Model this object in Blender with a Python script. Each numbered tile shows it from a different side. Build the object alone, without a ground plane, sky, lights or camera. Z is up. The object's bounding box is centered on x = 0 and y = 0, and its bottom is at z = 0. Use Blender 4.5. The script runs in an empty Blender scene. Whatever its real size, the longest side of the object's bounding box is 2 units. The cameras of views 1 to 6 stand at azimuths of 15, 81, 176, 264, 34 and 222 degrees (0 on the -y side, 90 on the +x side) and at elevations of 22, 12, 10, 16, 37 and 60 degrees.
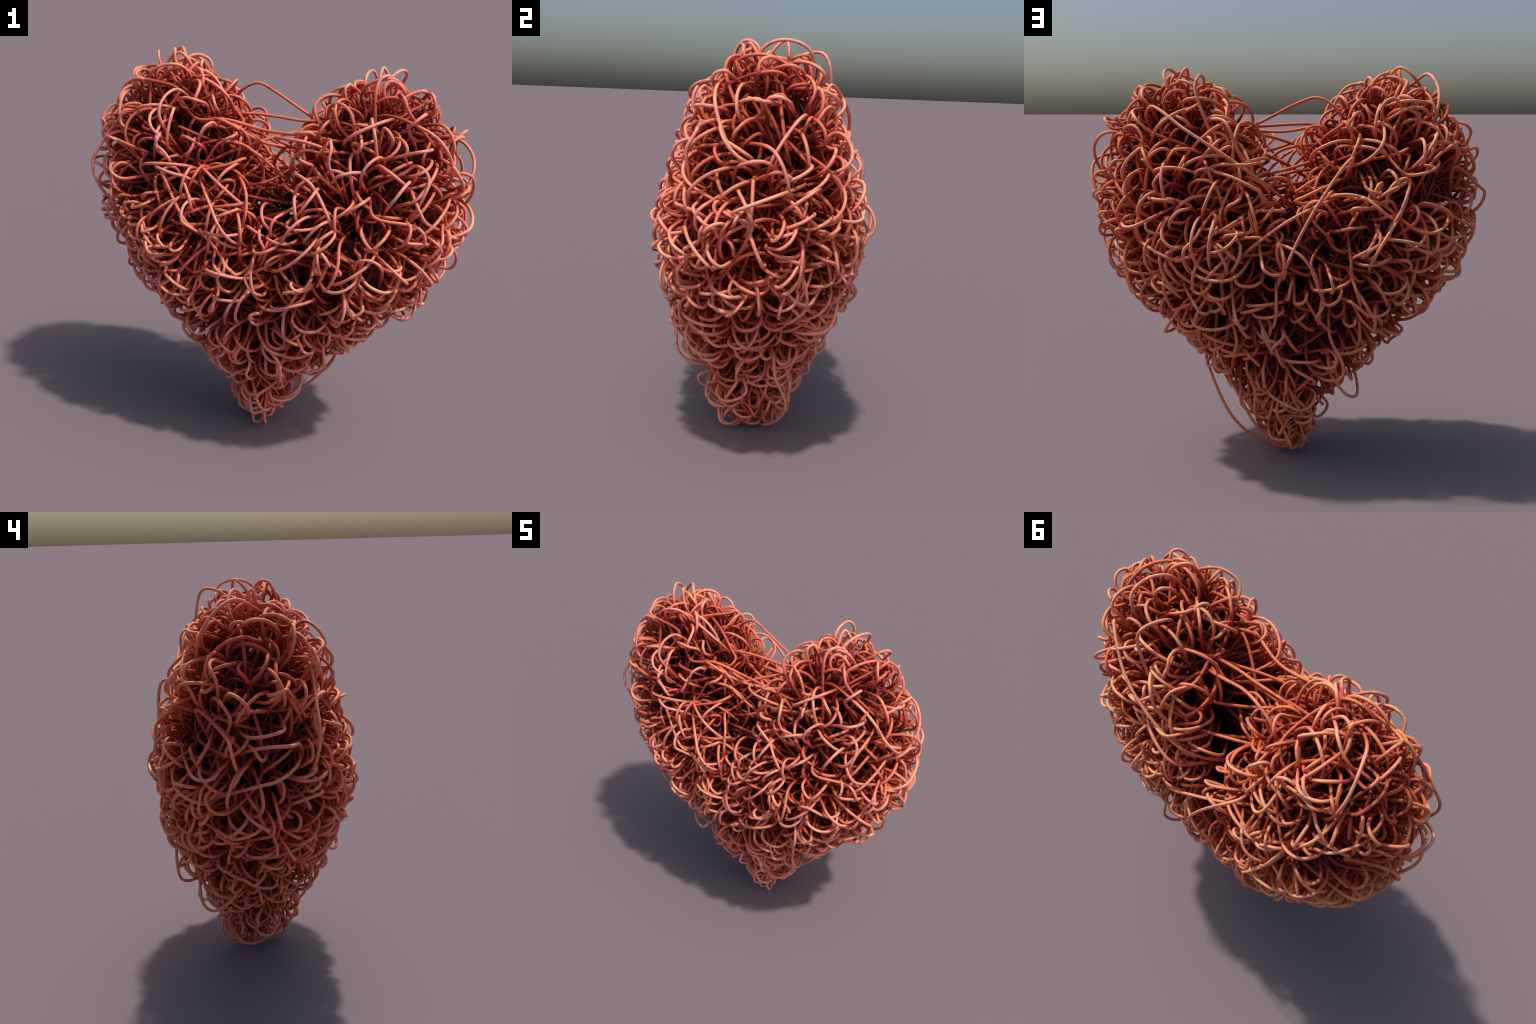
"""A heart-shaped tangle of round coral-coloured wire.
Every strand is a smooth spline threaded through random points on a heart surface;
it loops round at the surface and dives straight back through the inside."""
import bpy, math
import numpy as np

SEED = 11
WIRE = 0.0078          # wire radius
SIDES = 8
STRANDS = 256
BRIDGES = 12
CORE_RUNS = 110
LOOPS = (5, 8)         # loops per strand
REACH = 0.35
INSET = 0.015          # turning points sit this far under the outer envelope

rng = np.random.default_rng(SEED)

# ------------------------------------------------------------------ heart envelope
# profile over height: outer half width, half depth, and lobe centre offset
PROFILE_Z = np.array([0.00, 0.10, 0.20, 0.30, 0.36, 0.42, 0.50, 0.60, 0.70, 0.85, 1.00, 1.10, 1.20, 1.30, 1.40, 1.50, 1.60, 1.70, 1.80, 1.87, 1.93, 1.98, 2.01])
HALF_WIDTH = np.array([.10, .18, .225, .265, .315, .395, .47, .56, .68, .825, .925, .97, .99, 1.01, 1.01, 1.005, .995, .965, .905, .82, .725, .63, .55])
HALF_DEPTH = np.array([.14, .20, .245, .295, .325, .36, .395, .435, .46, .495, .515, .52, .515, .495, .46, .43, .395, .355, .31, .265, .20, .13, .03])
LOBE_SHIFT = np.array([.00, .00, .00, .00, .00, .00, .03, .07, .12, .19, .25, .31, .375, .45, .492, .508, .518, .528, .54, .545, .545, .54, .53])
PIT, PIT_SIZE = (0.04, -0.03, 1.47), (0.16, 0.28, 0.30)   # hollow between the lobes
SKEW = 0.085           # the lobes are turned a little about the upright axis
INNER_POWER = 3.6      # the lobes are squarer on the side that faces the cleft


def envelope(p):
    """Signed value of the heart surface (about metres, negative inside)."""
    x, y, z = p[..., 0], p[..., 1], p[..., 2]
    w = np.interp(z, PROFILE_Z, HALF_WIDTH)
    d = np.interp(z, PROFILE_Z, HALF_DEPTH)
    c = np.interp(z, PROFILE_Z, LOBE_SHIFT)
    a = np.maximum(w - c, 0.01)
    ex, ey = (np.abs(x) - c) / a, np.abs((y + SKEW * x) / d)
    p = np.where(ex < 0, INNER_POWER, 2.0)
    k = (np.abs(ex) ** p + ey ** p) ** (1 / p)
    f = (k - 1.0) * np.minimum(a, d)
    pit = np.sqrt(((x - PIT[0]) / PIT_SIZE[0]) ** 2 + ((y - PIT[1]) / PIT_SIZE[1]) ** 2 + ((z - PIT[2]) / PIT_SIZE[2]) ** 2)
    f = np.maximum(f, (1.0 - pit) * PIT_SIZE[0])
    return np.maximum(f, np.maximum(z - 2.005, 0.0 - z))


def distance(p):
    h = 0.01
    f = envelope(p)
    g = np.stack([(envelope(p + np.eye(3)[i] * h) - envelope(p - np.eye(3)[i] * h)) / (2 * h) for i in range(3)], -1)
    return f / np.maximum(np.linalg.norm(g, axis=-1), 0.25)


def surface_points(n, inset):
    got = []
    have = 0
    while have < n:
        q = rng.uniform([-1.02, -.57, 0.0], [1.02, .57, 2.02], (60000, 3))
        d = distance(q)
        q = q[(d < -inset + 0.014) & (d > -inset - 0.014)]
        got.append(q)
        have += len(q)
    return np.concatenate(got)[:n]


def unit(v):
    return v / (np.linalg.norm(v, axis=-1, keepdims=True) + 1e-12)


def normal(p):
    h = 0.02
    e = np.eye(3) * h
    return unit(np.stack([envelope(p + e[i]) - envelope(p - e[i]) for i in range(3)], -1))


POOL = surface_points(30000, INSET)


def loop(apex, size=1.0):
    """Control points of one loop: leg rising from the inside, bend at the surface, leg going back in."""
    n = normal(apex)
    hub = np.array([0.30 * np.sign(apex[0]) * min(1, apex[2] / 1.2), 0.0, 1.15])
    axis = unit(0.70 * n + 0.70 * unit(apex - hub) + rng.normal(0, 0.36, 3))
    across = unit(np.cross(axis, rng.normal(0, 1, 3)))
    lane = unit(np.cross(axis, across))
    room = 0.80 + 0.20 * min(1, apex[2] / 0.7)             # loops get smaller towards the tip
    w = float(np.clip(rng.lognormal(math.log(0.134), 0.42), 0.05, 0.30)) * room * size
    rise = rng.uniform(0.38, 0.60)
    deep = (w * 0.8 + rng.uniform(0.08, 0.28, 2)) * room
    skew = rng.normal(0, 0.035, 4)
    flare = rng.uniform(0.05, 0.75, 2)
    slip = rng.uniform(-.10, .10)
    pts = [apex - axis * deep[0] + across * w * flare[0] + lane * skew[0] * 2,
           apex - axis * w * rise + across * w * 0.50 + lane * skew[1] * .5,
           apex - axis * w * rise * 0.28 + across * w * (0.37 + slip) + lane * skew[1] * .2,
           apex + across * w * slip,
           apex - axis * w * rise * 0.28 - across * w * (0.37 - slip) + lane * skew[2] * .2,
           apex - axis * w * rise - across * w * 0.50 + lane * skew[2] * .5,
           apex - axis * deep[1] - across * w * flare[1] + lane * skew[3] * 2]
    for e in (0, -1):                                      # both legs must end well inside
        core = np.array([0.42 * np.sign(apex[0]) * min(1, pts[e][2] / 1.3), 0.0, min(max(pts[e][2], 0.15), 1.75)])
        for _ in range(6):
            if envelope(pts[e]) > -0.05:
                pts[e] = pts[e] + (core - pts[e]) * 0.3
    return pts


USED = [np.zeros(3)]      # turning points so far, so that loops spread evenly


def next_apex(here):
    cand = POOL[rng.integers(0, len(POOL), 40)]
    dist = np.linalg.norm(cand - here, axis=1)
    out = np.max([envelope(here + (cand - here) * t) for t in (0.3, 0.5, 0.7)], axis=0)
    crowd = np.linalg.norm(cand[:, None] - np.array(USED)[None], axis=2).min(1)
    weight = np.exp(-((dist - REACH) / 0.2) ** 2) * np.where(out > 0, 0.02, 1) * np.clip(crowd / 0.05, 0.25, 1)
    hollow = (np.abs(cand[:, 0]) < 0.26) & (np.abs(cand[:, 1]) < 0.28) & (cand[:, 2] > 1.1) & (cand[:, 2] < 1.7)
    weight = np.where(hollow, 0.8, 1) * weight + 1e-9
    return cand[rng.choice(len(cand), p=weight / weight.sum())]


def sunk(apex):
    clump = 0.5 + 0.5 * math.sin(apex[0] * 17 + 2.1 * math.sin(apex[2] * 9)) * math.sin(apex[1] * 15 + 1.0) * math.sin(apex[2] * 16 + apex[0] * 5)
    return apex - normal(apex) * min(rng.exponential(0.026 + 0.058 * clump), 0.20)


def strand_points(n):
    apex = POOL[rng.integers(0, len(POOL))]
    pts = []
    for _ in range(n):
        USED.append(apex)
        proud = rng.random() < 0.13                        # a few big open loops stand off the surface
        pts += loop(apex - normal(apex) * 0.008, 1.3) if proud else loop(sunk(apex))
        apex = next_apex(apex)
    return np.array(pts)


def bridge_points():
    """A strand that crosses the cleft from lobe to lobe, nearly straight."""
    z0, z1 = 1.32 + 0.40 * rng.random(2)
    y0, y1 = rng.uniform(-.26, .16, 2)
    flip = rng.choice([-1, 1])
    a = np.array([-(0.10 + (z0 - 1.3) * 0.30) * flip, y0, z0])
    b = np.array([(0.10 + (z1 - 1.3) * 0.30) * flip, y1, z1])
    out = unit(b - a)
    mid = (a + b) / 2 + rng.normal(0, .030, 3)
    tail = []
    for p in (a, b):
        sx = np.sign(p[0])
        q = np.array([.34 * sx, p[1] * 1.1, p[2]]) + rng.normal(0, .04, 3)
        bend = q + np.array([sx * .11, rng.normal(0, .07), rng.normal(-.02, .06)])
        back = np.array([.42 * sx, 0, 1.35]) + rng.normal(0, .08, 3)
        tail.append([q, bend, back])
    return np.array(tail[0][::-1] + [a, mid, b] + tail[1])


# single strands that stand clear of the tangle and can be followed by eye
STRAYS = [
    # high arch over the cleft
    [(-.36, .10, 1.62), (-.28, .16, 1.74), (-.235, .15, 1.80), (-.147, .135, 1.843), (-.04, .105, 1.81), (.09, .085, 1.745), (.22, .06, 1.68), (.36, .0, 1.60)],
    # level strand between the lobes
    [(-.42, -.05, 1.62), (-.25, -.02, 1.70), (-.12, -.01, 1.715), (.0, -.007, 1.712), (.12, -.01, 1.705), (.28, .02, 1.70), (.40, .10, 1.62)],
    # long diagonals over the back
    [(.62, .10, 1.62), (.69, .17, 1.75), (.665, .20, 1.80), (.49, .325, 1.69), (.30, .372, 1.57), (.15, .36, 1.465), (.02, .26, 1.36), (-.05, .10, 1.30)],
    [(-.24, .20, 1.36), (-.27, .33, 1.48), (-.285, .425, 1.565), (-.25, .46, 1.545), (-.12, .485, 1.366), (-.03, .49, 1.21), (.035, .478, 1.065), (.07, .42, .97), (.06, .25, .92)],
    # hanging strands beside the tip
    [(.30, .0, .66), (.42, .04, .55), (.392, .06, .42), (.30, .135, .24), (.20, .128, .125), (.08, .08, .035), (.0, .05, .011), (-.06, .03, .045), (-.10, .0, .16), (-.06, -.03, .34)],
    [(.26, .05, .60), (.31, .11, .47), (.24, .16, .32), (.17, .16, .19), (.08, .14, .085), (.0, .11, .06), (-.07, .07, .12), (-.05, .02, .28)],
    # front of the right lobe
    [(.40, -.12, 1.30), (.50, -.25, 1.38), (.556, -.31, 1.36), (.558, -.40, 1.237), (.54, -.45, 1.13), (.515, -.47, 1.04), (.47, -.42, .95), (.40, -.25, .92)],
    [(.56, .02, 1.80), (.535, .04, 1.93), (.50, .03, 1.985), (.492, -.03, 1.93), (.512, -.10, 1.73), (.505, -.25, 1.585), (.48, -.36, 1.45), (.42, -.30, 1.30)],
    # flat loops lying across the back of the cleft
    [(-.45, .22, 1.38), (-.31, .29, 1.47), (-.17, .355, 1.43), (-.06, .385, 1.385), (-.02, .375, 1.365), (-.06, .35, 1.35), (-.20, .31, 1.38), (-.36, .20, 1.36)],
    [(-.40, .20, 1.46), (-.27, .255, 1.52), (-.15, .30, 1.475), (-.055, .315, 1.42), (-.03, .30, 1.40), (-.08, .28, 1.40), (-.22, .25, 1.43), (-.38, .12, 1.40)],
    [(-.42, .26, 1.30), (-.30, .33, 1.39), (-.16, .40, 1.36), (.02, .445, 1.28), (.14, .455, 1.20), (.22, .43, 1.13), (.24, .36, 1.08), (.20, .22, 1.04)],
    # single upright loop on the left lobe
    [(-.50, .0, 1.72), (-.555, .02, 1.90), (-.573, .045, 1.99), (-.575, .075, 1.93), (-.60, .12, 1.75)],
]


# ------------------------------------------------------------------ wire
def spline(pts):
    """Centripetal Catmull-Rom curve, sampled more finely where spans are long."""
    pts = np.asarray(pts, float)
    p = np.concatenate([[2 * pts[0] - pts[1]], pts, [2 * pts[-1] - pts[-2]]])
    out = []
    for i in range(1, len(p) - 2):
        q = p[i - 1:i + 3]
        k = np.concatenate([[0], np.cumsum(np.sqrt(np.linalg.norm(np.diff(q, axis=0), axis=1)) + 1e-6)])
        n = int(np.clip(round(np.linalg.norm(q[2] - q[1]) / 0.019), 3, 10))
        t = np.linspace(k[1], k[2], n, endpoint=False)[:, None]
        mix = lambda a, b, ta, tb: ((tb - t) * a + (t - ta) * b) / (tb - ta)
        a1, a2, a3 = mix(q[0], q[1], k[0], k[1]), mix(q[1], q[2], k[1], k[2]), mix(q[2], q[3], k[2], k[3])
        out.append(mix(mix(a1, a2, k[0], k[2]), mix(a2, a3, k[1], k[3]), k[1], k[2]))
    out.append(p[-2:-1])
    return np.concatenate(out)


def tube(path, radius):
    n = len(path)
    tan = np.gradient(path, axis=0)
    tan /= np.linalg.norm(tan, axis=1)[:, None] + 1e-12
    side = np.cross(tan[0], [0.31, 0.52, 0.79])
    side /= np.linalg.norm(side)
    ang = np.linspace(0, 2 * math.pi, SIDES, endpoint=False)
    rings = np.empty((n, SIDES, 3))
    for i in range(n):
        side = side - tan[i] * (side @ tan[i])
        side /= np.linalg.norm(side) + 1e-12
        up = np.cross(tan[i], side)
        rings[i] = path[i] + radius * (np.cos(ang)[:, None] * side + np.sin(ang)[:, None] * up)
    i, j = np.meshgrid(np.arange(n - 1), np.arange(SIDES), indexing="ij")
    k = (j + 1) % SIDES
    quads = np.stack([i * SIDES + j, i * SIDES + k, (i + 1) * SIDES + k, (i + 1) * SIDES + j], -1).reshape(-1, 4)
    return rings.reshape(-1, 3), quads, n


def wire_object(name, paths, parent, material, radius=WIRE):
    verts, faces, base = [], [], 0
    for path in paths:
        v, q, n = tube(path, radius)
        faces += (q + base).tolist()
        faces.append(list(range(base, base + SIDES))[::-1])
        faces.append(list(range(base + (n - 1) * SIDES, base + n * SIDES)))
        verts.append(v)
        base += len(v)
    me = bpy.data.meshes.new(name)
    me.from_pydata(np.concatenate(verts).tolist(), [], faces)
    me.polygons.foreach_set("use_smooth", np.ones(len(faces), bool))
    me.materials.append(material)
    ob = bpy.data.objects.new(name, me)
    bpy.context.scene.collection.objects.link(ob)
    ob.parent = parent
    return ob


def core_runs():
    """Criss-cross runs of wire that fill the middle of the tangle."""
    pool = surface_points(3000, 0.20)
    runs = []
    for _ in range(CORE_RUNS):
        pts = [pool[rng.integers(0, len(pool))]]
        for _ in range(9):
            cand = pool[rng.integers(0, len(pool), 30)]
            dist = np.linalg.norm(cand - pts[-1], axis=1)
            out = np.max([envelope(pts[-1] + (cand - pts[-1]) * t) for t in (0.25, 0.5, 0.75)], axis=0)
            pts.append(cand[np.argmin(np.abs(dist - 0.40) + 5 * np.maximum(out + 0.12, 0))])
        runs.append(np.array(pts))
    return runs


def wire_material():
    """Coral wire: dye paints occlusion inwards, facing tints add yellow and pink light."""
    m = bpy.data.materials.new("coral_wire")
    m.use_nodes = True
    nt = m.node_tree
    nodes, link = nt.nodes, nt.links.new
    bsdf = nodes["Principled BSDF"]

    def math_node(op, a, b=None, clamp=False):
        n = nodes.new("ShaderNodeMath")
        n.operation, n.use_clamp = op, clamp
        for k, v in enumerate((a, b)):
            if v is None:
                continue
            if isinstance(v, (int, float)):
                n.inputs[k].default_value = v
            else:
                link(v, n.inputs[k])
        return n.outputs[0]

    def profile(z01, values):
        n = nodes.new("ShaderNodeFloatCurve")
        c = n.mapping.curves[0]
        for k, (zz, v) in enumerate(zip(PROFILE_Z / 2.01, values)):
            if k == 0 or k == len(values) - 1:
                p = c.points[0 if k == 0 else -1]
                p.location = (float(zz), float(v))
            else:
                p = c.points.new(float(zz), float(v))
            p.handle_type = "VECTOR"
        n.mapping.update()
        link(z01, n.inputs["Value"])
        return n.outputs[0]

    def ramp(fac, *stops):
        n = nodes.new("ShaderNodeValToRGB")
        e = n.color_ramp.elements
        while len(e) < len(stops):
            e.new(0.5)
        for el, (p, c) in zip(e, stops):
            el.position, el.color = p, (*c, 1)
        link(fac, n.inputs["Fac"])
        return n.outputs["Color"]

    def mix(fac, a, b, kind="MIX"):
        n = nodes.new("ShaderNodeMix")
        n.data_type, n.blend_type = "RGBA", kind
        for sock, v in ((n.inputs[0], fac), (n.inputs[6], a), (n.inputs[7], b)):
            if isinstance(v, (int, float)):
                sock.default_value = v
            elif isinstance(v, tuple):
                sock.default_value = (*v, 1)
            else:
                link(v, sock)
        return n.outputs[2]

    def noise(scale, detail=2.0):
        n = nodes.new("ShaderNodeTexNoise")
        n.inputs["Scale"].default_value, n.inputs["Detail"].default_value = scale, detail
        link(co.outputs["Object"], n.inputs["Vector"])
        return n.outputs["Fac"]

    co = nodes.new("ShaderNodeTexCoord")
    sep = nodes.new("ShaderNodeSeparateXYZ")
    link(co.outputs["Object"], sep.inputs[0])
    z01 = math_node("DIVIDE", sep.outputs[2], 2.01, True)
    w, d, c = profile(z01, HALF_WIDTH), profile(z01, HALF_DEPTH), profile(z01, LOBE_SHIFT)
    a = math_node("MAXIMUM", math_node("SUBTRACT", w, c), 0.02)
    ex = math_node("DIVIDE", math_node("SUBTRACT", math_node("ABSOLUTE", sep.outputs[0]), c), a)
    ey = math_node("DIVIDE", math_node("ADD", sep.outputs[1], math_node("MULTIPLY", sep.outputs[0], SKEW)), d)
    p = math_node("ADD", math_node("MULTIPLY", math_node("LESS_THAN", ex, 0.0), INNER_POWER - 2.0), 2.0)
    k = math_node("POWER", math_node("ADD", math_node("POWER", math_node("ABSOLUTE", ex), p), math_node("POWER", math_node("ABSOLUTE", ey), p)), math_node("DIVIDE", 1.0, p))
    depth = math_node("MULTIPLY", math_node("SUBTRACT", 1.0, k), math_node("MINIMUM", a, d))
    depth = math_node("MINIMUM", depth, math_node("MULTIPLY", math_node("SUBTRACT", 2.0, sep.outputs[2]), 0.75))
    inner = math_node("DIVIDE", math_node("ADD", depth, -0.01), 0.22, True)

    # coloured light from several sides painted in by normal; dye follows below
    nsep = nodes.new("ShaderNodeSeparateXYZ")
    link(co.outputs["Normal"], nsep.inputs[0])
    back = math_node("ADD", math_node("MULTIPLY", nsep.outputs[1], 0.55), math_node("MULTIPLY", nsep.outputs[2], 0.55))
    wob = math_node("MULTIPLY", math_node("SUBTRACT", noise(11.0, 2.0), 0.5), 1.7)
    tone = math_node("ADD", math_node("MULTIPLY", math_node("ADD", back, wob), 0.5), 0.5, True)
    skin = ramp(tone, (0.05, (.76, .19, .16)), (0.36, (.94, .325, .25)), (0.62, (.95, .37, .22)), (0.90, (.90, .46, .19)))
    skin = mix(math_node("MULTIPLY", nsep.outputs[0], -0.75, True), skin, (.86, .225, .125))  # -x faces tinted deeper red, being turned from the sun
    skin = mix(math_node("MULTIPLY", nsep.outputs[0], 0.6, True), skin, (.94, .39, .31))  # +x faces lightened to pale pink, sunlight put into the colour
    under = math_node("MULTIPLY", math_node("MULTIPLY", nsep.outputs[1], 1.0, True), math_node("SUBTRACT", 0.9, nsep.outputs[2], True))  # mask for the shaded back, whose colour is darkened next
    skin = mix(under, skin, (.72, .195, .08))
    # cast shadows of crossing strands, drawn as mauve-brown noise bands
    shadow_band = ramp(noise(26.0, 1.0), (0.57, (0, 0, 0)), (0.63, (1, 1, 1)))
    skin = mix(math_node("MULTIPLY", shadow_band, 0.55), skin, (.60, .21, .17))
    depth_shade = ramp(inner, (0.0, (1, 1, 1)), (0.05, (1, .97, .96)), (0.16, (.95, .75, .68)), (0.34, (.68, .33, .25)), (0.58, (.40, .13, .10)), (1.0, (.085, .016, .013)))  # baked occlusion: multiplies the colour towards black-red with depth
    # wire colour reddened and darkened for the shade between the lobes
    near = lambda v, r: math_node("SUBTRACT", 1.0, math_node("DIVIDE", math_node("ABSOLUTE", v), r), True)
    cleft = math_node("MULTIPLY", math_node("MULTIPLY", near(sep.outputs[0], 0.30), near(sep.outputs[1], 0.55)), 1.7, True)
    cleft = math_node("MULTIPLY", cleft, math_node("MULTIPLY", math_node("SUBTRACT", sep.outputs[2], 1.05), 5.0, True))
    depth_shade = mix(cleft, depth_shade, mix(1.0, depth_shade, (.84, .52, .42), "MULTIPLY"))
    link(mix(1.0, skin, depth_shade, "MULTIPLY"), bsdf.inputs["Base Color"])
    bsdf.inputs["Roughness"].default_value = 0.6
    bsdf.inputs["Specular IOR Level"].default_value = 0.35
    return m


def build():
    heart = bpy.data.objects.new("wire_heart", None)
    bpy.context.scene.collection.objects.link(heart)
    heart["label"] = "heart-shaped tangle of looping coral red wire"
    heart["category"] = "heart sculpture"
    mat = wire_material()
    runs = [strand_points(int(rng.integers(*LOOPS))) for _ in range(STRANDS)]
    runs += [bridge_points() for _ in range(BRIDGES)]
    runs += [np.array(c) for c in STRAYS]
    paths = [spline(run) for run in runs]
    every = np.concatenate(paths)
    fit = np.minimum(1.0, [(1.0 - WIRE) / np.abs(every[:, 0]).max(), 1.0, (2.0 - WIRE) / every[:, 2].max()])
    for path in paths:
        path *= fit
        path[:, 2] = np.maximum(path[:, 2], WIRE)
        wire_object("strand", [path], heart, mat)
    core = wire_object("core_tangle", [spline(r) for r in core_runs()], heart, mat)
    core["kind"] = "stuff"


build()
